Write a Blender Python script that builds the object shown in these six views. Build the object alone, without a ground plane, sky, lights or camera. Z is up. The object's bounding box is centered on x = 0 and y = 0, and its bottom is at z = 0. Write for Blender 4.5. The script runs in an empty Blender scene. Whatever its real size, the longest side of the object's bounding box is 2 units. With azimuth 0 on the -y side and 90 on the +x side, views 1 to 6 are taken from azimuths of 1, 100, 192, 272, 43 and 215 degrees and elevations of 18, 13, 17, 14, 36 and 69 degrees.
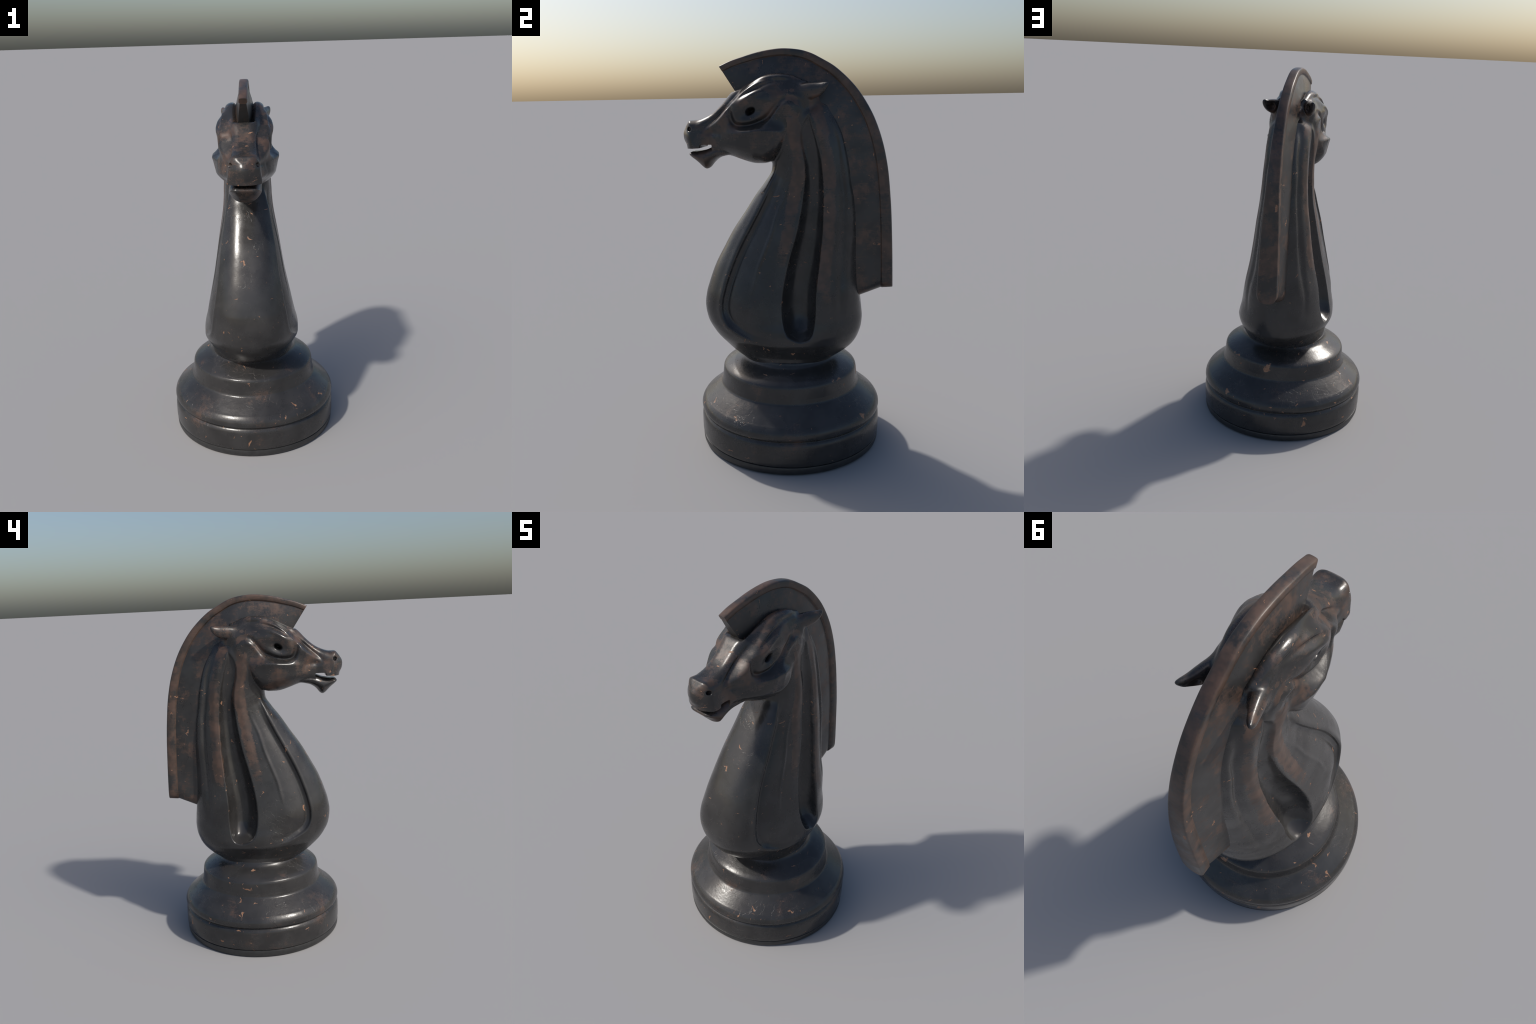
# A carved, worn, black-painted wooden chess knight on a turned base.
import bpy, math
import numpy as np

# ------------------------------------------------------------------ helpers
def pchip(pts):
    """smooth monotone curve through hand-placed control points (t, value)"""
    p = np.array(sorted(pts), float)
    x, y = p[:, 0], p[:, 1]
    h = np.diff(x); d = np.diff(y) / h
    m = np.zeros_like(y)
    m[0], m[-1] = d[0], d[-1]
    for i in range(1, len(x) - 1):
        if d[i - 1] * d[i] > 0:
            w1, w2 = 2 * h[i] + h[i - 1], h[i] + 2 * h[i - 1]
            m[i] = (w1 + w2) / (w1 / d[i - 1] + w2 / d[i])
    def f(t):
        t = np.clip(np.asarray(t, float), x[0], x[-1])
        i = np.clip(np.searchsorted(x, t) - 1, 0, len(x) - 2)
        s = (t - x[i]) / h[i]
        return ((1 + 2 * s) * (1 - s) ** 2 * y[i] + s * (1 - s) ** 2 * h[i] * m[i]
                + s * s * (3 - 2 * s) * y[i + 1] + s * s * (s - 1) * h[i] * m[i + 1])
    return f

def spline(pts, n=10, closed=False):
    """Catmull-Rom (centripetal-ish) through 2D points"""
    p = np.array(pts, float); out = []; N = len(p)
    for i in range(N if closed else N - 1):
        if closed:
            a, b, c, d = p[(i - 1) % N], p[i], p[(i + 1) % N], p[(i + 2) % N]
        else:
            b, c = p[i], p[i + 1]
            a = p[i - 1] if i > 0 else 2 * b - c
            d = p[i + 2] if i + 2 < N else 2 * c - b
        L = np.linalg.norm(c - b)
        m1 = (c - a) / (np.linalg.norm(c - b) + np.linalg.norm(b - a)) * L
        m2 = (d - b) / (np.linalg.norm(d - c) + np.linalg.norm(c - b)) * L
        for s in np.arange(n) / n:
            out.append((1 + 2 * s) * (1 - s) ** 2 * b + s * (1 - s) ** 2 * m1
                       + s * s * (3 - 2 * s) * c + s * s * (s - 1) * m2)
    if not closed:
        out.append(p[-1])
    return np.array(out)

def poly_dist(P, Y, Z, closed=False):
    """distance to a polyline, signed side (+ = left of travel) and parameter 0..1 along it"""
    best = np.full(Y.shape, 9.0); side = np.zeros(Y.shape); par = np.zeros(Y.shape)
    n = len(P) if closed else len(P) - 1
    for i in range(n):
        a, b = P[i], P[(i + 1) % len(P)]
        e = b - a; L2 = e @ e + 1e-12
        t = np.clip(((Y - a[0]) * e[0] + (Z - a[1]) * e[1]) / L2, 0, 1)
        dy, dz = Y - a[0] - t * e[0], Z - a[1] - t * e[1]
        d = np.hypot(dy, dz); k = d < best
        best = np.where(k, d, best)
        side = np.where(k, e[0] * (Z - a[1]) - e[1] * (Y - a[0]), side)
        par = np.where(k, (i + t) / n, par)
    return best, np.sign(side), par

def poly_sdf(P, Y, Z):
    """signed distance to a closed outline (negative inside)"""
    d, _, _ = poly_dist(P, Y, Z, True)
    ins = np.zeros(Y.shape, bool); n = len(P)
    for i in range(n):
        (y0, z0), (y1, z1) = P[i], P[(i + 1) % n]
        c = ((z0 > Z) != (z1 > Z))
        with np.errstate(divide='ignore', invalid='ignore'):
            ins ^= c & (Y < (y1 - y0) * (Z - z0) / (z1 - z0 + 1e-15) + y0)
    return np.where(ins, -d, d)

def step(a, b, t):
    t = np.clip((t - a) / (b - a), 0, 1)
    return t * t * (3 - 2 * t)

def smin(a, b, k):
    h = np.clip(0.5 + 0.5 * (b - a) / k, 0, 1)
    return b + (a - b) * h - k * h * (1 - h)

def smax(a, b, k):
    return -smin(-a, -b, k)

def blur(A, n):
    for _ in range(n):
        B = np.pad(A, 1, mode='edge')
        A = (B[:-2, 1:-1] + B[2:, 1:-1] + 2 * B[1:-1, 1:-1]) / 4
        B = np.pad(A, 1, mode='edge')
        A = (B[1:-1, :-2] + B[1:-1, 2:] + 2 * B[1:-1, 1:-1]) / 4
    return A

# ------------------------------------------------------------------ side-view grid (y, z)
H = 0.0036
ys = np.arange(-0.56, 0.44, H)
zs = np.arange(0.405, 1.915, H)
Y, Z = np.meshgrid(ys, zs, indexing='ij')

def along(pts, amp, width, front=None, kind='gauss'):
    """relief running along a curve: amplitude by parameter, width each side"""
    P = spline(pts, 8)
    d, s, t = poly_dist(P, Y, Z)
    A = np.interp(t, np.linspace(0, 1, len(amp)), amp)
    w = np.where(s > 0, width, width if front is None else front)
    if kind == 'gauss':
        return A * np.exp(-(d / w) ** 2)
    if kind == 'peak':
        return A * np.exp(-np.sqrt((d / w) ** 2 + 0.08) + math.sqrt(0.08))
    return A * np.clip(1 - d / w, 0, 1)

# ------------------------------------------------------------------ neck (with the bulb it stands on)
neck_front = pchip([(.40, -.245), (.455, -.240), (.466, -.250), (.478, -.271), (.492, -.295), (.508, -.318), (.53, -.343), (.562, -.373), (.603, -.400), (.66, -.424),
                    (.73, -.433), (.80, -.423), (.84, -.411), (.94, -.374), (1.03, -.327), (1.12, -.277), (1.21, -.216),
                    (1.30, -.157), (1.367, -.107), (1.42, -.077), (1.455, -.074), (1.55, -.075), (1.70, -.06), (1.90, -.05)])
neck_back = pchip([(.40, .245), (.455, .240), (.466, .243), (.478, .260), (.492, .283), (.51, .309), (.54, .339), (.58, .361), (.63, .375), (.671, .378),
                   (.714, .374), (.784, .364), (.88, .352), (1.0, .349), (1.16, .349), (1.28, .341), (1.37, .325), (1.45, .315),
                   (1.52, .301), (1.59, .284), (1.645, .262), (1.69, .237), (1.736, .213), (1.773, .178), (1.83, .12), (1.9, .08)])
neck_half = pchip([(.40, .24), (.46, .236), (.48, .233), (.495, .233), (.52, .240), (.55, .254), (.585, .270), (.61, .274), (.64, .269), (.69, .255), (.80, .231),
                   (.97, .195), (1.05, .181), (1.165, .162), (1.31, .138), (1.455, .126), (1.60, .122), (1.73, .128), (1.80, .11), (1.9, .06)])
neck_mid = pchip([(.40, 0), (.45, -.005), (.55, -.02), (.70, -.03), (1.05, -.015), (1.25, .03), (1.46, .065), (1.6, .06), (1.73, .02), (1.9, .02)])
neck_rear_half = pchip([(.40, 0), (.68, 0), (.78, .040), (.86, .062), (1.05, .066), (1.3, .061), (1.47, .052), (1.62, .044), (1.74, .036), (1.9, .03)])
neck_q = pchip([(.40, 2.0), (.62, 2.0), (.80, 1.5), (.95, 1.05), (1.9, 1.0)])
neck_p = pchip([(.40, 2.0), (.62, 2.1), (.95, 3.5), (1.4, 3.5), (1.7, 2.8), (1.9, 2.6)])

NF, NB, NW, NM = neck_front(Z), neck_back(Z), neck_half(Z), neck_mid(Z)
NE = pchip([(.40, 2.0), (.48, 2.0), (.53, 1.92), (.59, 2.04), (.70, 2.6), (.80, 2.85), (1.3, 2.85), (1.45, 2.4), (1.9, 2.2)])(Z)
NR, NQ, NP = neck_rear_half(Z), neck_q(Z), neck_p(Z)

# deep flute between the two long ridges of the neck
flute_back = pchip([(.60, .09), (.614, .130), (.65, .149), (.733, .158), (.83, .160), (.92, .168), (1.02, .178), (1.136, .187), (1.285, .190),
                    (1.376, .186), (1.47, .177), (1.541, .162), (1.593, .148), (1.646, .131), (1.70, .121)])
flute_front = pchip([(.60, .09), (.612, .06), (.637, .025), (.688, .009), (.766, .002), (.825, .005), (.922, .019), (1.018, .041), (1.15, .075),
                     (1.281, .097), (1.391, .107), (1.431, .107), (1.502, .097), (1.562, .083), (1.601, .080), (1.644, .089), (1.687, .115), (1.70, .121)])
fb, ff = flute_back(Z), flute_front(Z) - .005 * step(.62, .72, Z) * step(1.66, 1.5, Z)
mid, half = (fb + ff) / 2, np.maximum((fb - ff) / 2, 1e-4)
t = (Y - mid) / half
flute_depth = pchip([(.60, .0), (.615, .028), (.65, .072), (.72, .088), (.85, .083), (1.0, .070), (1.3, .046), (1.5, .026), (1.62, .015), (1.68, .008), (1.70, 0)])(Z)
carve = flute_depth * np.clip(1 - t * t, 0, 1) ** .64 * (Z > .60) * (Z < 1.70)
carve = blur(carve, 1)

# recessed front panel: stepped front edge, faint crease, dies out along the bottom
panel_edge = [(-.02, 1.45), (-.041, 1.401), (-.074, 1.320), (-.113, 1.238), (-.160, 1.148), (-.208, 1.056), (-.242, .980),
              (-.276, .887), (-.292, .83), (-.303, .771), (-.299, .717), (-.275, .675), (-.238, .650), (-.169, .618), (-.093, .600), (.0, .592)]
P = spline(panel_edge, 8)
d, s, tp = poly_dist(P, Y, Z)
inside = (s > 0)
sd = np.where(inside, d, -d)
fade = np.interp(tp, [0, .03, .10, .17, .6, .78, .9, 1], [0, .12, .7, 1, 1, .9, .35, .1])
carve += fade * (.0100 * np.exp(-(np.clip(sd, -1, 1) / np.where(sd > 0, .030, .0075)) ** 2) + .015 * step(-.006, .024, sd) * np.exp(-(np.clip(sd - .02, 0, 1) / .075) ** 2))
carve -= fade * .0035 * np.exp(-((sd + .020) / .014) ** 2)
crease = [(.03, 1.392), (.002, 1.307), (-.033, 1.222), (-.061, 1.125), (-.097, 1.03), (-.127, .949), (-.146, .865), (-.158, .82)]
carve -= along(crease, [.0, .003, .0045, .0045, .003, .0], .009)

# lines flanking the rear ridge and the gutter beside the mane
rear_line = [(.200, 1.71), (.222, 1.634), (.248, 1.556), (.261, 1.466), (.275, 1.371), (.282, 1.316), (.285, 1.166), (.278, 1.012), (.276, .858), (.277, .759), (.290, .66)]
carve += along(rear_line, [.004, .011, .013, .013, .012, .006, 0], .015)
gutter = [(.175, 1.773), (.210, 1.736), (.234, 1.694), (.259, 1.645), (.281, 1.592), (.298, 1.52), (.312, 1.448), (.321, 1.37), (.338, 1.277), (.345, 1.164), (.345, 1.049), (.343, .893), (.351, .824)]
carve += along(gutter, [.003, .005, .0065, .0065, .0065, .004, 0], .008)
rear_ridge = [(.150, 1.70), (.175, 1.65), (.195, 1.56), (.212, 1.46), (.218, 1.394), (.219, 1.21), (.208, 1.022), (.199, .868), (.195, .74)]
carve += along([(.215, 1.785), (.17, 1.748), (.135, 1.728), (.105, 1.718)], [.014, .022, .019, .008], .028)
carve -= along(rear_ridge, [0, .006, .006, .005, .002, 0], .020)
fore_ridge = [(.04, 1.66), (.053, 1.587), (.068, 1.499), (.07, 1.409), (.062, 1.37), (.045, 1.275), (.020, 1.125), (-.015, .98), (-.035, .85)]
carve -= along([(.222, 1.68), (.262, 1.59), (.288, 1.46), (.303, 1.37), (.314, 1.27), (.317, 1.1), (.313, .95), (.316, .80)], [.0, .004, .005, .005, .005, .002], .014)
carve -= .014 * np.exp(-(((Y - .015) / .045) ** 2 + ((Z - 1.60) / .07) ** 2))
carve -= along(fore_ridge, [.004, .006, .006, .004, .002, 0], .024)

# ------------------------------------------------------------------ head
profile = [(.11, 1.842), (.084, 1.852), (.037, 1.872), (-.017, 1.881), (-.071, 1.880), (-.110, 1.870), (-.156, 1.850), (-.215, 1.822),
           (-.25, 1.808), (-.276, 1.790), (-.32, 1.743), (-.36, 1.707), (-.39, 1.688), (-.435, 1.670), (-.465, 1.6655), (-.486, 1.665), (-.497, 1.654),
           (-.511, 1.636), (-.524, 1.614), (-.527, 1.590), (-.522, 1.566), (-.511, 1.546), (-.506, 1.528), (-.500, 1.505), (-.48, 1.480), (-.44, 1.465), (-.39, 1.464),
           (-.345, 1.489), (-.305, 1.496), (-.27, 1.491), (-.22, 1.474), (-.16, 1.457), (-.115, 1.456), (-.085, 1.461),
           (-.058, 1.474), (-.022, 1.515), (-.002, 1.560), (.016, 1.598), (.04, 1.63), (.085, 1.68), (.105, 1.74), (.115, 1.80)]
HD = poly_sdf(spline(profile, 6, True), Y, Z)
jaw_profile = [(-.300, 1.535), (-.352, 1.541), (-.372, 1.5355), (-.405, 1.522), (-.452, 1.5135), (-.472, 1.514), (-.486, 1.510), (-.491, 1.500), (-.481, 1.487),
               (-.46, 1.468), (-.438, 1.445), (-.42, 1.429), (-.408, 1.425), (-.394, 1.432), (-.370, 1.460), (-.340, 1.482), (-.305, 1.493), (-.26, 1.505)]
JD = poly_sdf(spline(jaw_profile, 6, True), Y, Z)
lip_line = np.where(Y < -.4235, 1.5275 + (Y + .504) * .06, 1.5485)
MOUTH = np.maximum(Z - lip_line, Y + .366)          # open gap under the upper lip

# flank width: below the line that runs from nostril over the eye to the ear, and above it
brow = [(-.47, 1.585), (-.425, 1.605), (-.388, 1.636), (-.328, 1.683), (-.283, 1.727), (-.255, 1.753), (-.214, 1.790), (-.155, 1.830), (-.109, 1.846), (-.038, 1.850), (.04, 1.842), (.10, 1.82), (.16, 1.79)]
bd, bs, bt = poly_dist(spline(brow, 8), Y, Z)
above = bs * bd
flank = pchip([(-.56, .082), (-.47, .084), (-.42, .080), (-.38, .080), (-.345, .092), (-.31, .110), (-.27, .126), (-.21, .136), (-.12, .138), (-.03, .134), (.05, .130), (.12, .118), (.2, .10)])(Y)
crown = pchip([(-.56, .080), (-.47, .074), (-.40, .070), (-.30, .070), (-.24, .077), (-.18, .088), (-.10, .096), (-.02, .097), (.06, .090), (.14, .075)])(Y)
W = crown + (flank - crown) * (1 - step(-.012, .010, above))
# upper side of the skull leans in above the eye
lean = step(1.75, 1.86, Z) * step(-.30, -.20, Y)
W -= lean * (.024 + .008 * step(-.08, .02, Y)) * (1 - step(-.014, .010, above))
# muzzle widens toward the lips
mz = step(-.39, -.435, Y)
W = W * (1 - mz) + mz * (.0885 - (Z - 1.53) * .125)
W *= 1 - .55 * (np.clip(-.462 - Y, 0, .07) / .070) ** 2          # nose rounds off in plan
# wedge in front of the eye
wedge = [(-.278, 1.712), (-.301, 1.683), (-.336, 1.655), (-.372, 1.632)]
W += along(wedge, [.005, .011, .010, .002], .032, .011)
# groove between bridge of the nose and wedge
W -= along([(-.40, 1.632), (-.345, 1.676), (-.30, 1.715), (-.275, 1.735)], [.002, .013, .016, .006], .011)
# hollow under the wedge, crease behind it
W -= along([(-.40, 1.607), (-.36, 1.607), (-.325, 1.607)], [.004, .009, .004], .014)
W -= along([(-.312, 1.60), (-.309, 1.565)], [.004, .0], .008)
# eye: lidded dome, orbit groove, dished iris and pit
ca, sa = math.cos(math.radians(-38)), math.sin(math.radians(-38))
ey, ez = Y + .140, Z - 1.738
eu, ev = ey * ca + ez * sa * -1, ey * sa + ez * ca   # along / across the slanted eye
eu, ev = (ey * math.cos(math.radians(38)) + ez * math.sin(math.radians(38))), (-ey * math.sin(math.radians(38)) + ez * math.cos(math.radians(38)))
W += .008 * np.exp(-((eu / .105) ** 2 + ((ev - .012) / .050) ** 2) ** 1.5)
orbit = [(.03, 1.765), (-.005, 1.755), (-.035, 1.728), (-.084, 1.676), (-.147, 1.646), (-.200, 1.639), (-.240, 1.648), (-.258, 1.680), (-.262, 1.722), (-.250, 1.750)]
W -= along(orbit, [.002, .008, .018, .025, .027, .025, .020, .014, .003], .015)
W -= along([(-.24, 1.758), (-.20, 1.782), (-.143, 1.812), (-.073, 1.838), (-.01, 1.845), (.05, 1.838)], [.006, .011, .012, .010, .008, .0], .010)
W += along([(-.225, 1.730), (-.205, 1.750), (-.177, 1.770), (-.131, 1.794), (-.08, 1.805)], [.0, .006, .008, .007, .002], .012)
W += along([(-.255, 1.770), (-.20, 1.803), (-.15, 1.838), (-.10, 1.860), (-.03, 1.866), (.03, 1.858)], [.0, .006, .008, .008, .006, .0], .012)
py, pz = Y + .160, Z - 1.708
pu = py * math.cos(math.radians(28)) + pz * math.sin(math.radians(28))
pv = -py * math.sin(math.radians(28)) + pz * math.cos(math.radians(28))
W -= .016 * np.exp(-((pu / .054) ** 2 + (pv / .031) ** 2) ** 1.4)
pit = np.hypot(pu / 1.85, pv)
W -= .050 * (1 - step(.0060, .0140, pit))
# cheek bone, jutting to a point at the side of the face
cheek = [(.01, 1.612), (-.04, 1.616), (-.10, 1.620), (-.17, 1.616), (-.24, 1.606), (-.30, 1.60)]
cd, cs, ct = poly_dist(spline(cheek, 8), Y, Z)
CA = np.interp(ct, [0, .15, .35, .55, .75, 1], [.004, .018, .038, .038, .016, .0])
W += CA * np.exp(-np.sqrt((cd / np.where(cs > 0, .050, .022)) ** 2 + .06) + math.sqrt(.06))
W += .012 * np.exp(-(((Y + .13) / .13) ** 2 + ((Z - 1.54) / .06) ** 2) ** 1.5)
# strap of muscle rising behind the eye, its upper groove
W -= along([(.118, 1.693), (.098, 1.727), (.057, 1.760), (.022, 1.769), (-.013, 1.760)], [.010, .016, .017, .014, .008], .012)
W += along([(.05, 1.70), (.02, 1.735), (-.02, 1.725), (-.055, 1.69)], [.004, .007, .010, .005], .016)
W = blur(W, 1)

HR = .034 + .016 * step(-.44, -.50, Y) * step(1.66, 1.60, Z) - .008 * step(-.44, -.48, Y) * step(1.62, 1.66, Z) + .010 * step(-.24, -.30, Y) - .004 * step(-.2, -.1, Y)
jaw = step(1.60, 1.50, Z) * step(-.42, -.30, Y)
HR = HR * (1 - jaw) + jaw * (.086 + .016 * step(-.33, -.22, Y) - .034 * step(-.15, -.05, Y))
W += .010 * np.exp(-(((Y + .035) / .05) ** 2 + ((Z - 1.55) / .06) ** 2))
W -= .008 * np.exp(-(((Y - .04) / .06) ** 2 + ((Z - 1.80) / .03) ** 2))
HR += .0 * step(-.1, 0, Y) * (1 - step(1.7, 1.78, Z)) * (1 - jaw)
HR = np.minimum(HR, np.maximum(W * .96, .004))
JW = pchip([(-.56, .080), (-.44, .083), (-.38, .084), (-.30, .10), (-.2, .12)])(Y)
JR = .046 + .028 * step(1.50, 1.445, Z)
browtop = pchip([(-.30, 1.80), (-.25, 1.808), (-.215, 1.822), (-.156, 1.850), (-.11, 1.870), (-.071, 1.880), (-.017, 1.881), (.037, 1.872), (.084, 1.852), (.12, 1.84), (.2, 1.80)])(Y)

# ------------------------------------------------------------------ build the body field (x >= 0 half, then mirrored)
nx = int(0.315 / H)
xs = (np.arange(nx) + 0.5) * H
F = np.empty((nx,) + Y.shape, np.float32)
PART = np.empty(F.shape, np.int8)
tf = np.clip((NM - Y) / (NM - NF), 0, None)
tb = np.clip((Y - NM) / (NB - NM), 0, None)
rear = Y > NM
ear_x = pchip([(.03, .080), (.09, .088), (.15, .104), (.21, .131)])(Y)
ear_z = pchip([(.05, 1.786), (.10, 1.795), (.166, 1.804), (.193, 1.815), (.21, 1.827)])(Y)
eyn = np.where(Y > .10, (Y - .10) / .112, (Y - .10) / .10)
nostril_y, nostril_z = -.4795, 1.6245
for i, x in enumerate(xs):
    # neck
    front = ((tf ** NE + (x / NW) ** NE) ** (1 / NE) - 1) * np.minimum(NW, NM - NF)
    u = np.clip((x - NR) / (NW - NR), 0, None)
    back = ((tb ** NP + u ** NQ) ** (1 / NQ) - 1) * (NW - NR)
    fn = np.where(rear, back, front) + carve
    fn = smax(fn, Z - 1.83, .03)
    # head: profile given width, edges rounded over
    a, b = HD + HR, (x - W) + HR
    fh = np.minimum(np.maximum(a, b), 0) + np.hypot(np.maximum(a, 0), np.maximum(b, 0)) - HR
    a, b = JD + JR, (x - JW) + JR
    fj = np.minimum(np.maximum(a, b), 0) + np.hypot(np.maximum(a, 0), np.maximum(b, 0)) - JR
    fh = smin(np.maximum(fh, -MOUTH), fj, .004)
    # slot for the mane between the brow ridges
    slot = np.maximum(np.maximum(x - .036 - .020 * np.clip((Z - browtop + .028) / .028, 0, 1.2), (browtop - .006 - .022 * step(-.256, -.215, Y)) - Z), -.2565 - Y)
    fh = smax(fh, -slot, .010)
    # nostril
    hole = np.hypot(Y - nostril_y, Z - nostril_z) - .0112
    hole = np.maximum(hole, .042 - x)
    fh = np.maximum(fh, -hole)
    # ear
    fe = (np.sqrt(eyn ** 2 + ((Z - ear_z) / .039) ** 2 + ((x - ear_x) / .030) ** 2) - 1) * .030
    scoop = (np.sqrt(((Y - .195) / .050) ** 2 + ((Z - 1.800) / .024) ** 2 + ((x - .094) / .017) ** 2) - 1) * .017
    fe = smax(fe, -scoop, .008)
    body = smin(fn, fh, .014)
    F[i] = smin(body, fe, .012)
    PART[i] = np.where(fe < np.minimum(fn, fh) - .002, 2, np.where(fh < fn, 1, 0))
F = np.concatenate([F[::-1], F]); PART = np.concatenate([PART[::-1], PART])
X0 = -xs[-1]

# ------------------------------------------------------------------ mesh the field (surface nets, then slid onto the surface)
def surface_nets(F):
    S = F < 0
    nx, ny, nz = F.shape
    dims = (nx - 1, ny - 1, nz - 1); ncell = dims[0] * dims[1] * dims[2]
    acc = np.zeros((ncell, 3)); cnt = np.zeros(ncell)
    cid = lambda i, j, k: (i * dims[1] + j) * dims[2] + k
    quads = []
    for ax in range(3):
        sl0 = [slice(None)] * 3; sl1 = [slice(None)] * 3
        sl0[ax] = slice(0, -1); sl1[ax] = slice(1, None)
        idx = np.argwhere(S[tuple(sl0)] != S[tuple(sl1)])
        o = [q for q in range(3) if q != ax]
        ok = np.all([(idx[:, q] > 0) & (idx[:, q] < F.shape[q] - 1) for q in o], axis=0)
        idx = idx[ok]
        nxt = idx.copy(); nxt[:, ax] += 1
        f0 = F[tuple(idx.T)].astype(float); f1 = F[tuple(nxt.T)].astype(float)
        p = idx.astype(float); p[:, ax] += f0 / (f0 - f1)
        cells = []
        for (da, db) in ((0, 0), (-1, 0), (-1, -1), (0, -1)):
            c = idx.copy(); c[:, o[0]] += da; c[:, o[1]] += db
            ci = cid(c[:, 0], c[:, 1], c[:, 2]); cells.append(ci)
            for q in range(3):
                acc[:, q] += np.bincount(ci, p[:, q], ncell)
            cnt += np.bincount(ci, minlength=ncell)
        q = np.stack(cells, 1)
        flip = (f0 < 0) if ax != 1 else (f0 >= 0)
        q[~flip] = q[~flip][:, ::-1]
        quads.append(q)
    used = np.flatnonzero(cnt)
    remap = np.full(ncell, -1); remap[used] = np.arange(len(used))
    return acc[used] / cnt[used, None], remap[np.concatenate(quads)]

def sample(A, p):
    i = np.clip(np.floor(p).astype(int), 0, np.array(A.shape) - 2); f = p - i
    r = 0
    for dx in (0, 1):
        for dy in (0, 1):
            for dz in (0, 1):
                w = ((f[:, 0] if dx else 1 - f[:, 0]) * (f[:, 1] if dy else 1 - f[:, 1]) * (f[:, 2] if dz else 1 - f[:, 2]))
                r = r + w * A[i[:, 0] + dx, i[:, 1] + dy, i[:, 2] + dz]
    return r

def gradient(A, p, e=0.7):
    return np.stack([(sample(A, p + e * np.eye(3)[k]) - sample(A, p - e * np.eye(3)[k])) / (2 * e) for k in range(3)], 1)

V, Q = surface_nets(F)
for _ in range(2):
    g = gradient(F, V); f = sample(F, V)
    V = V - np.clip(f / ((g * g).sum(1) + 1e-9), -60, 60)[:, None] * np.clip(g, -1, 1) * .8
G = gradient(F, V, 0.8)
N = G / (np.linalg.norm(G, axis=1, keepdims=True) + 1e-12)
VI = np.clip(np.round(V).astype(int), 0, np.array(F.shape) - 1)
vpart = PART[VI[:, 0], VI[:, 1], VI[:, 2]]
V = V * H + np.array([X0, ys[0], zs[0]])
fc = V[Q].mean(1)
fpart = np.sort(vpart[Q], axis=1)[:, 2].astype(int)
# eyes: the dished iris and its pit
pu_ = (fc[:, 1] + .160) * math.cos(math.radians(28)) + (fc[:, 2] - 1.708) * math.sin(math.radians(28))
pv_ = -(fc[:, 1] + .160) * math.sin(math.radians(28)) + (fc[:, 2] - 1.708) * math.cos(math.radians(28))
fpart[(np.hypot(pu_ / 1.5, pv_) < .021) & (fpart == 1) & (np.abs(fc[:, 0]) > .05)] = 3
# lower jaw
fpart[(fpart == 1) & (fc[:, 1] < -.36) & (fc[:, 2] < 1.5435 - .30 * (-.366 - fc[:, 1]) * (fc[:, 1] < -.366))] = 4

# ------------------------------------------------------------------ materials
def new_mat(name):
    m = bpy.data.materials.new(name); m.use_nodes = True
    nt = m.node_tree; nt.nodes.clear()
    return m, nt

class NB_:
    """tiny node-writing helper"""
    def __init__(s, nt): s.nt = nt
    def n(s, kind, **kw):
        nd = s.nt.nodes.new(kind)
        for k, v in kw.items(): setattr(nd, k, v)
        return nd
    def link(s, a, b): s.nt.links.new(a, b)
    def val(s, sock, v):
        if hasattr(v, 'is_linked') or isinstance(v, bpy.types.NodeSocket): s.link(v, sock)
        else: sock.default_value = v
    def math(s, op, a, b=0.0, c=None, clamp=False):
        nd = s.n('ShaderNodeMath', operation=op, use_clamp=clamp)
        s.val(nd.inputs[0], a); s.val(nd.inputs[1], b)
        if c is not None: s.val(nd.inputs[2], c)
        return nd.outputs[0]
    def ramp(s, f, a, b, lo=0.0, hi=1.0):
        nd = s.n('ShaderNodeMapRange', interpolation_type='SMOOTHSTEP')
        s.val(nd.inputs['Value'], f); nd.inputs['From Min'].default_value = a; nd.inputs['From Max'].default_value = b
        nd.inputs['To Min'].default_value = lo; nd.inputs['To Max'].default_value = hi
        return nd.outputs[0]
    def mapping(s, vec, scale=(1, 1, 1), rot=(0, 0, 0), loc=(0, 0, 0)):
        nd = s.n('ShaderNodeMapping'); s.link(vec, nd.inputs['Vector'])
        nd.inputs['Scale'].default_value = scale; nd.inputs['Rotation'].default_value = rot; nd.inputs['Location'].default_value = loc
        return nd.outputs[0]
    def noise(s, vec, scale, detail=4, rough=.55, dist=0):
        nd = s.n('ShaderNodeTexNoise'); s.link(vec, nd.inputs['Vector'])
        nd.inputs['Scale'].default_value = scale; nd.inputs['Detail'].default_value = detail
        nd.inputs['Roughness'].default_value = rough; nd.inputs['Distortion'].default_value = dist
        return nd.outputs['Fac']
    def mix(s, f, a, b):
        nd = s.n('ShaderNodeMix', data_type='RGBA'); s.val(nd.inputs[0], f)
        for i, c in ((6, a), (7, b)):
            if isinstance(c, tuple): nd.inputs[i].default_value = c + (1,)
            else: s.link(c, nd.inputs[i])
        return nd.outputs[2]

BLACK = (.034, .0328, .032); BLACK2 = (.023, .022, .0215)
BROWN = (.108, .064, .045); BROWN2 = (.060, .040, .030); CHIP = (.31, .170, .100)

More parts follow.
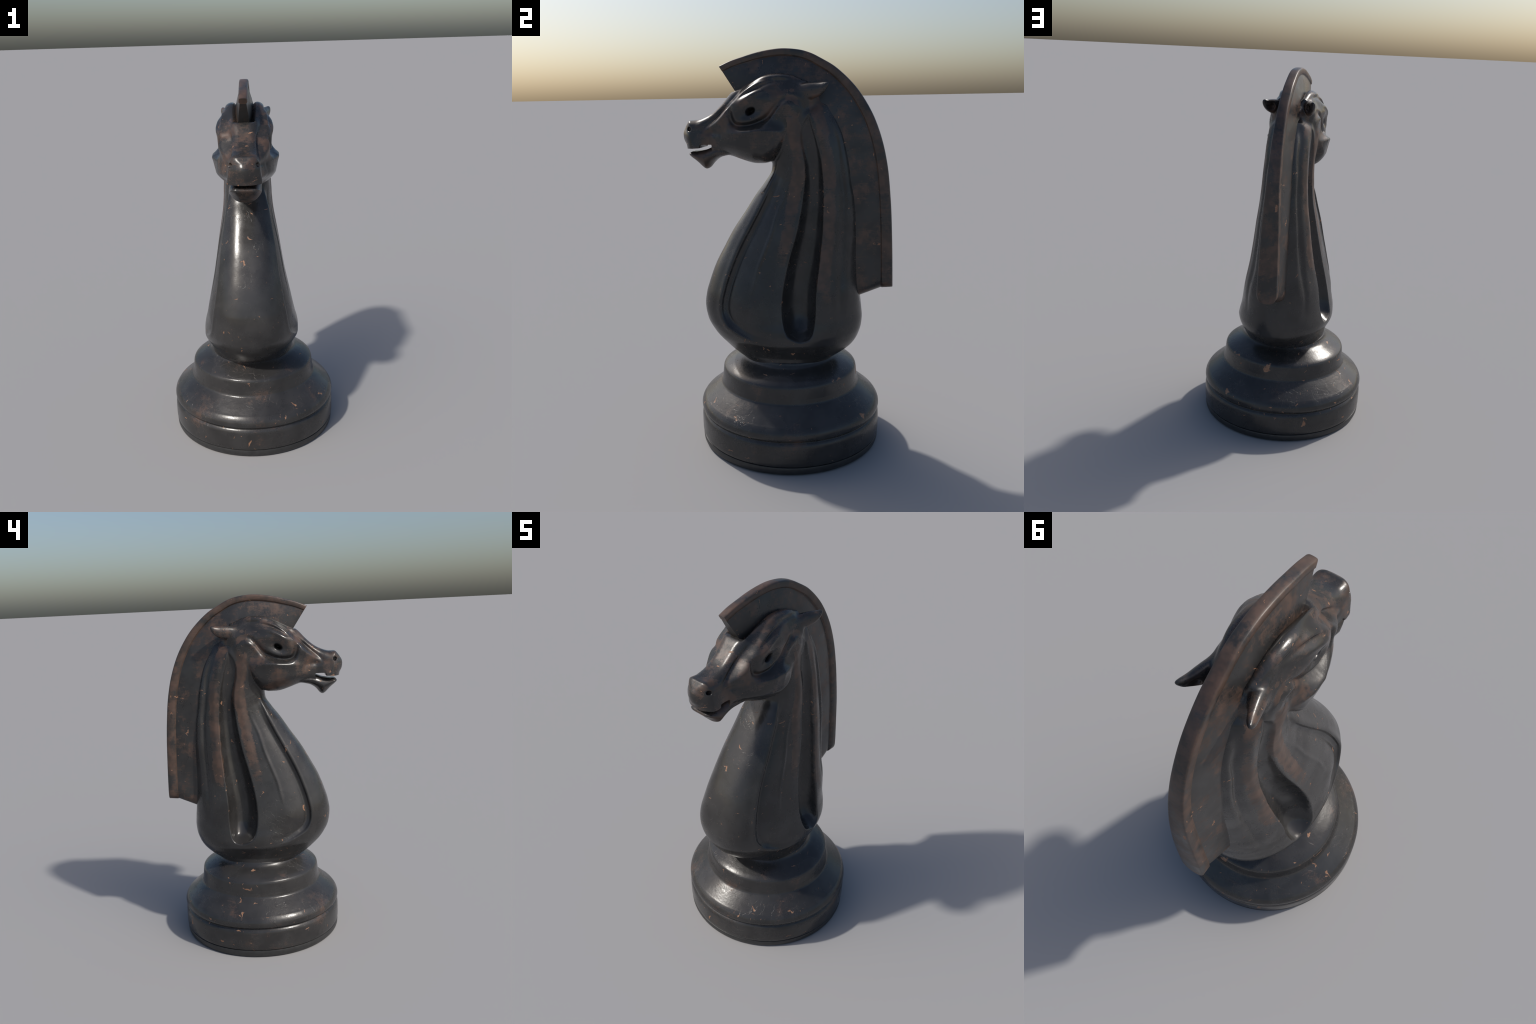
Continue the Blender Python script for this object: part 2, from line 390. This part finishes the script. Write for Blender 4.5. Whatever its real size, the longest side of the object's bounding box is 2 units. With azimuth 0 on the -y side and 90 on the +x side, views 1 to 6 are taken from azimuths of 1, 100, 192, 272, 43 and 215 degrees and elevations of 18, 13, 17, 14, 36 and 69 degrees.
def painted_wood(name, rough=.20, bumps=.30, wear=.3, wear_scale=5.0, chips=.5, ridges=None, chip_scale=14.0, crackle=.6):
    """black lacquer over brown wood: rubbed-through patches, small chips, hairline crackle"""
    m, nt = new_mat(name); b = NB_(nt)
    co = b.n('ShaderNodeTexCoord').outputs['Object']
    sep = b.n('ShaderNodeSeparateXYZ'); b.link(co, sep.inputs[0])
    X, Yc, Zc = sep.outputs
    big = b.noise(co, wear_scale, 6, .70)
    grain = b.noise(b.mapping(co, (60, 14, 150)), 1.0, 4, .6)
    fine = b.noise(co, 160, 3, .6)
    # rubbed-through brown
    thr = .70 - .28 * wear
    field = b.math('ADD', big, b.math('MULTIPLY', b.math('SUBTRACT', grain, .5), .24))
    field = b.math('ADD', field, b.math('MULTIPLY', b.math('SUBTRACT', fine, .5), .10))
    if ridges:
        msum = None
        for pts, width, gain in ridges:
            fcv = b.n('ShaderNodeFloatCurve')
            zz = [p[0] for p in pts]; z0, z1 = min(zz), max(zz)
            cm = fcv.mapping; c = cm.curves[0]
            cm.clip_min_x = 0; cm.clip_max_x = 1; cm.use_clip = True
            pp = sorted([((z - z0) / (z1 - z0), y + .5) for z, y in pts])
            c.points[0].location = pp[0]; c.points[1].location = pp[-1]
            for q in pp[1:-1]: c.points.new(*q)
            cm.update()
            tz = b.math('DIVIDE', b.math('SUBTRACT', Zc, z0), z1 - z0, clamp=True)
            b.link(tz, fcv.inputs['Value'])
            dy = b.math('ABSOLUTE', b.math('SUBTRACT', Yc, b.math('SUBTRACT', fcv.outputs[0], .5)))
            g = b.math('MULTIPLY', b.ramp(dy, width, width * .35), b.ramp(Zc, z0 - .05, z0 + .25, 0, gain))
            msum = g if msum is None else b.math('MAXIMUM', msum, g)
        field = b.math('ADD', field, b.math('MULTIPLY', b.math('SUBTRACT', msum, .40), .38))
    rub = b.ramp(field, thr - .05, thr + .11)
    rub = b.math('MULTIPLY', rub, b.ramp(grain, .25, .6, .72, 1.0))
    brown = b.mix(b.ramp(b.noise(co, wear_scale * 2.7, 3), .35, .65), BROWN2, BROWN)
    brown = b.mix(b.ramp(grain, .42, .62, .0, .35), brown, (.05, .032, .025))
    black = b.mix(b.ramp(b.noise(co, 9, 5), .35, .65), BLACK2, BLACK)
    col = b.mix(b.math('MULTIPLY', rub, .92), black, brown)
    # chips: scattered small flakes knocked off the lacquer
    warp = b.n('ShaderNodeTexNoise'); b.link(co, warp.inputs['Vector']); warp.inputs['Scale'].default_value = 22; warp.inputs['Detail'].default_value = 3
    wv = b.n('ShaderNodeVectorMath', operation='SCALE'); b.link(warp.outputs['Color'], wv.inputs[0]); wv.inputs['Scale'].default_value = .07
    cw = b.n('ShaderNodeVectorMath', operation='ADD'); b.link(co, cw.inputs[0]); b.link(wv.outputs[0], cw.inputs[1])
    clump = b.ramp(b.noise(b.mapping(co, loc=(5.3, 1.1, 2.2)), 3.6, 2), .42, .66, .25, 2.6)
    chip = None
    for k, (sc, rot, rad, prob) in enumerate(((chip_scale, (.5, .8, .3), .17, .055), (chip_scale * 1.9, (1.4, .2, 1.1), .17, .07), (chip_scale * 3.4, (.3, 1.9, .7), .18, .07))):
        vo = b.n('ShaderNodeTexVoronoi', feature='F1'); vo.inputs['Scale'].default_value = sc
        mp = b.mapping(cw.outputs[0], ((1, 3.4, 1.2), (.65, 1, 3.4), (3.6, .8, 1))[k], rot, (k * 3.1, k * 1.7, 0))
        b.link(mp, vo.inputs['Vector'])
        sc_ = b.n('ShaderNodeSeparateColor'); b.link(vo.outputs['Color'], sc_.inputs[0])
        pick = b.math('LESS_THAN', sc_.outputs[0], b.math('MULTIPLY', clump, prob * chips * 2))
        size = b.math('MULTIPLY_ADD', sc_.outputs[1], rad * 1.1, rad * .35)
        shape = b.ramp(b.math('SUBTRACT', vo.outputs['Distance'], size), .03, -.03)
        c1 = b.math('MULTIPLY', pick, shape)
        chip = c1 if chip is None else b.math('MAXIMUM', chip, c1)
    chipcol = b.mix(b.ramp(grain, .35, .65), (.20, .098, .055), CHIP)
    col = b.mix(chip, col, chipcol)
    # hairline crackle
    ve = b.n('ShaderNodeTexVoronoi', feature='DISTANCE_TO_EDGE'); ve.inputs['Scale'].default_value = 19
    b.link(cw.outputs[0], ve.inputs['Vector'])
    crack = b.math('MULTIPLY', b.ramp(ve.outputs['Distance'], .018, .004), b.ramp(b.noise(co, 4.3, 2), .50, .62))
    col = b.mix(b.math('MULTIPLY', crack, .35 * crackle), col, (.085, .065, .055))
    bs = b.n('ShaderNodeBsdfPrincipled'); out = b.n('ShaderNodeOutputMaterial')
    b.link(col, bs.inputs['Base Color'])
    ro = b.math('ADD', b.ramp(b.noise(co, 7, 4), .3, .7, rough, rough + .13), b.math('MULTIPLY', rub, .14))
    ro = b.math('ADD', ro, b.math('MULTIPLY', chip, .25))
    ro = b.math('ADD', ro, b.math('MULTIPLY', b.math('SUBTRACT', fine, .5), .12))
    b.link(ro, bs.inputs['Roughness'])
    bs.inputs['Specular IOR Level'].default_value = .5
    hgt = b.math('MULTIPLY', chip, -1.0)
    hgt = b.math('ADD', hgt, b.math('MULTIPLY', crack, -.45 * crackle))
    hgt = b.math('ADD', hgt, b.math('MULTIPLY', fine, .10))
    hgt = b.math('ADD', hgt, b.math('MULTIPLY', b.noise(co, 46, 3), bumps))
    bp = b.n('ShaderNodeBump'); bp.inputs['Distance'].default_value = .0022; bp.inputs['Strength'].default_value = .5
    b.link(hgt, bp.inputs['Height']); b.link(bp.outputs[0], bs.inputs['Normal'])
    b.link(bs.outputs[0], out.inputs[0])
    return m

rz = lambda pts: [(z, y) for y, z in pts]
mat_head = painted_wood('worn_lacquer_head', rough=.19, wear=.66, wear_scale=9, chips=.25, crackle=.2)
mat_neck = painted_wood('worn_lacquer_neck', wear=.34, wear_scale=8, chips=.42,
                        ridges=[(rz(fore_ridge), .055, 1.0), (rz(rear_ridge), .05, .95)])
mat_mane = painted_wood('worn_lacquer_mane', rough=.27, wear=.68, wear_scale=10, chips=.22, crackle=.2)
mat_rim = painted_wood('worn_lacquer_rim', rough=.25, wear=1.0, wear_scale=8, chips=.15, crackle=.1)
mat_base = painted_wood('chipped_lacquer_base', bumps=.55, wear=.30, wear_scale=5, chips=.62, chip_scale=8.0, crackle=.9)
mat_pad, nt = new_mat('black_base_pad'); b = NB_(nt)
bs = b.n('ShaderNodeBsdfPrincipled'); out = b.n('ShaderNodeOutputMaterial'); b.link(bs.outputs[0], out.inputs[0])
co = b.n('ShaderNodeTexCoord').outputs['Object']
b.link(b.mix(b.ramp(b.noise(co, 40, 4), .3, .7), (.022, .022, .022), (.032, .032, .032)), bs.inputs['Base Color'])
bs.inputs['Roughness'].default_value = .42
mat_pit, nt = new_mat('shade_darkened_lacquer_eye'); b = NB_(nt)
bs = b.n('ShaderNodeBsdfPrincipled'); out = b.n('ShaderNodeOutputMaterial'); b.link(bs.outputs[0], out.inputs[0])
co = b.n('ShaderNodeTexCoord').outputs['Object']
b.link(b.mix(b.ramp(b.noise(co, 30, 4), .4, .7), (.016, .016, .017), (.034, .031, .030)), bs.inputs['Base Color'])  # lacquer colour darkened to paint in the shadow of the deep eye pit
bs.inputs['Roughness'].default_value = .30

# ------------------------------------------------------------------ scene objects
root = bpy.data.objects.new('chess_knight', None)
bpy.context.scene.collection.objects.link(root)
root['label'] = 'worn black carved horse head chess piece on round base'
root['category'] = 'chess piece'

def add_mesh(name, verts, faces, mat, normals=None, parent=root):
    me = bpy.data.meshes.new(name)
    me.from_pydata(verts.tolist() if hasattr(verts, 'tolist') else verts, [], faces.tolist() if hasattr(faces, 'tolist') else faces)
    me.materials.append(mat)
    me.polygons.foreach_set('use_smooth', [True] * len(me.polygons))
    me.update()
    if normals is not None:
        me.normals_split_custom_set_from_vertices(normals.tolist())
    ob = bpy.data.objects.new(name, me)
    bpy.context.scene.collection.objects.link(ob)
    ob.parent = parent
    return ob

def body_part(name, mask, mat, parent=root):
    q = Q[mask]; used = np.unique(q)
    rm = np.full(len(V), -1); rm[used] = np.arange(len(used))
    return add_mesh(name, V[used], rm[q], mat, N[used], parent)

neck = body_part('neck', fpart == 0, mat_neck)
head = body_part('head', fpart == 1, mat_head)
body_part('lower_jaw', fpart == 4, mat_head, head)
for sgn in (-1, 1):
    side_mask = fc[:, 0] * sgn > 0
    body_part('ear', (fpart == 2) & side_mask, mat_head, head)
    body_part('eye', (fpart == 3) & side_mask, mat_pit, head)

# ------------------------------------------------------------------ mane: a tall plate with a raised rim, standing in the slot
outer = spline([(-.333, 1.924), (-.276, 1.948), (-.215, 1.966), (-.155, 1.982), (-.09, 1.994), (-.02, 1.9995), (.06, 1.992), (.115, 1.976), (.165, 1.951), (.235, 1.909), (.313, 1.838),
                (.367, 1.770), (.422, 1.674), (.464, 1.560), (.492, 1.435), (.508, 1.300), (.517, 1.180), (.523, 1.05), (.527, .94), (.5295, .833)], 12)
inner = spline([(-.238, 1.783), (-.19, 1.80), (-.14, 1.815), (-.09, 1.83), (-.04, 1.835), (.0, 1.835), (.04, 1.825), (.07, 1.81), (.10, 1.79), (.14, 1.75), (.175, 1.71),
                (.20, 1.665), (.235, 1.60), (.262, 1.51), (.285, 1.41), (.295, 1.29), (.30, 1.17), (.30, 1.04), (.30, .90), (.305, .765)], 12)
n = len(outer)
arc = np.r_[0, np.cumsum(np.linalg.norm(np.diff(outer, axis=0), axis=1))]; arc_n = arc / arc[-1]
rim_half = np.interp(arc_n, [0, .25, .5, .65, .8, .95, 1], [.0215, .024, .028, .034, .047, .053, .053])
rim_depth = np.interp(arc_n, [0, .2, .45, .7, 1], [.030, .032, .042, .051, .056])
base_half = np.interp(arc_n, [0, .07, .2, .45, .6, .75, 1], [.030, .048, .056, .060, .062, .072, .072])
L_end = arc[-1] - arc
vv, rows = [], []
for i in range(n):
    o, q = outer[i], inner[i]
    ray = (q - o); D = np.linalg.norm(ray); ray /= D
    tail = math.sqrt(max(0, 1 - max(0, 1 - L_end[i] / .05) ** 2))        # rim rounds off at its lower end
    tip = math.sqrt(max(0, 1 - max(0, 1 - arc[i] / .006) ** 2))
    k = (.42 + .58 * tail) * (.90 + .10 * tip)
    rh, rd, bh = rim_half[i] * k, rim_depth[i], base_half[i] * (.5 + .5 * tail)
    ph = rh - .003 - .003 * min(1, arc_n[i] / .15)                                                          # plate just inside the rim
    prof = [(0, 0), (.0003, rh * .45), (.0012, rh * .75), (.0035, rh * .93), (.0080, rh), (rd - .004, rh + .001), (rd - .001, rh - .001), (rd + .001, rh - .0045), (rd + .004, ph)]
    for f in (.15, .3, .45, .6, .75, .9, 1.0):
        prof.append((rd + .004 + (D - rd - .004) * f, ph + (bh - ph) * (f ** .85)))
    tg = outer[min(i + 1, n - 1)] - outer[max(i - 1, 0)]; tg /= np.linalg.norm(tg)
    perp = np.array([tg[1], -tg[0]]); perp *= np.sign(perp @ ray)
    wgt = float(step(.02, .20, arc_n[i])); rimdir = ray * (1 - wgt) + perp * wgt; rimdir /= np.linalg.norm(rimdir)
    if i == n - 1: rimdir = np.array([-1.0, -.07])
    ri = o + rimdir * (rd + .004); pl = (q - ri)                         # plate runs from the rim's inner edge to the neck
    row = []
    full = [(d_, -x_) for d_, x_ in prof[::-1]] + prof[1:]
    for d_, x_ in full:
        p = o + rimdir * d_ if d_ <= rd + .004 else ri + pl * ((d_ - rd - .004) / (D - rd - .004))
        row.append(len(vv)); vv.append((x_, p[0], p[1]))
    rows.append(row)
ff_ = []
for a, c in zip(rows[:-1], rows[1:]):
    for j in range(len(a) - 1):
        ff_.append((a[j], a[j + 1], c[j + 1], c[j]))
    ff_.append((a[-1], a[0], c[0], c[-1]))
m_ = len(rows[0])
for r, fl in ((rows[0], 1), (rows[-1], 0)):          # end caps as strips
    for j in range(m_ // 2):
        quad = (r[j], r[j + 1], r[m_ - 2 - j], r[m_ - 1 - j])
        quad = tuple(dict.fromkeys(quad))
        if len(quad) > 2: ff_.append(quad if not fl else quad[::-1])
import bmesh
def loft_part(name, keep, mat, parent):
    used = sorted({i for f in keep for i in f}); rm = {u: k for k, u in enumerate(used)}
    ob = add_mesh(name, np.array([vv[u] for u in used]), [tuple(rm[i] for i in f) for f in keep], mat, parent=parent)
    ob.data.set_sharp_from_angle(angle=math.radians(48))
    return ob
vv_c = np.array(vv)
tmp = bmesh.new()                                             # orient the whole loft once
bvs = [tmp.verts.new(v) for v in vv]
for f in ff_:
    try: tmp.faces.new([bvs[i] for i in f])
    except ValueError: pass
bmesh.ops.recalc_face_normals(tmp, faces=tmp.faces)
tmp.verts.index_update()
faces = [tuple(v.index for v in f.verts) for f in tmp.faces]; tmp.free()
half_row = m_ // 2
rim_face = lambda f: all(abs((i % m_) - half_row) <= 8 for i in f)
mane = loft_part('mane', [f for f in faces if not rim_face(f)], mat_mane, root)
loft_part('mane_rim', [f for f in faces if rim_face(f)], mat_rim, mane)

# ------------------------------------------------------------------ turned base
def lathe(name, prof, mat, seg=192, parent=root, sharp=40):
    prof = np.array(prof); k = len(prof); th = np.linspace(0, 2 * np.pi, seg, endpoint=False)
    vs = np.stack([np.outer(np.cos(th), prof[:, 0]), np.outer(np.sin(th), prof[:, 0]), np.tile(prof[:, 1], (seg, 1))], 2).reshape(-1, 3)
    fs = []
    for i in range(seg):
        j = (i + 1) % seg
        for m in range(k - 1):
            fs.append((i * k + m, j * k + m, j * k + m + 1, i * k + m + 1))
    ob = add_mesh(name, vs, fs, mat, parent=parent)
    bm = bmesh.new(); bm.from_mesh(ob.data); bmesh.ops.remove_doubles(bm, verts=bm.verts, dist=1e-6)
    bmesh.ops.recalc_face_normals(bm, faces=bm.faces); bm.to_mesh(ob.data); bm.free()
    ob.data.set_sharp_from_angle(angle=math.radians(sharp))
    return ob

pad = [(1e-7, 0), (.452, 0), (.459, .0015), (.4635, .006), (.4665, .014), (.4675, .034), (.466, .0385), (.462, .0405), (.44, .0405), (1e-7, .0405)]
lathe('base_pad', pad, mat_pad)
shoulder = np.concatenate([[(1e-7, .0415), (.455, .0415), (.462, .0422), (.4665, .0445), (.4685, .050)],
                           spline([(.470, .060), (.4705, .10), (.470, .138), (.4675, .151), (.463, .160), (.458, .1655)], 5),
                           spline([(.4575, .1672), (.460, .1715), (.4655, .179), (.470, .191), (.4695, .204), (.465, .217), (.457, .2295), (.449, .2385)], 5),
                           spline([(.444, .242), (.430, .2535), (.410, .2700), (.388, .2880), (.374, .2995)], 4),
                           spline([(.3685, .3040), (.3625, .3095), (.3582, .317), (.356, .328)], 4)])
base = lathe('base', np.concatenate([shoulder, [(.3542, .338)]]), mat_base)
collar = np.concatenate([[(.3542, .338)], spline([(.3528, .355), (.350, .385), (.3483, .394), (.344, .4025), (.336, .4095)], 5),
                         spline([(.322, .418), (.29, .435), (.265, .448), (.250, .458), (.241, .469), (.236, .480), (.225, .484)], 5), [(1e-7, .484)]])
lathe('collar', collar, mat_base)
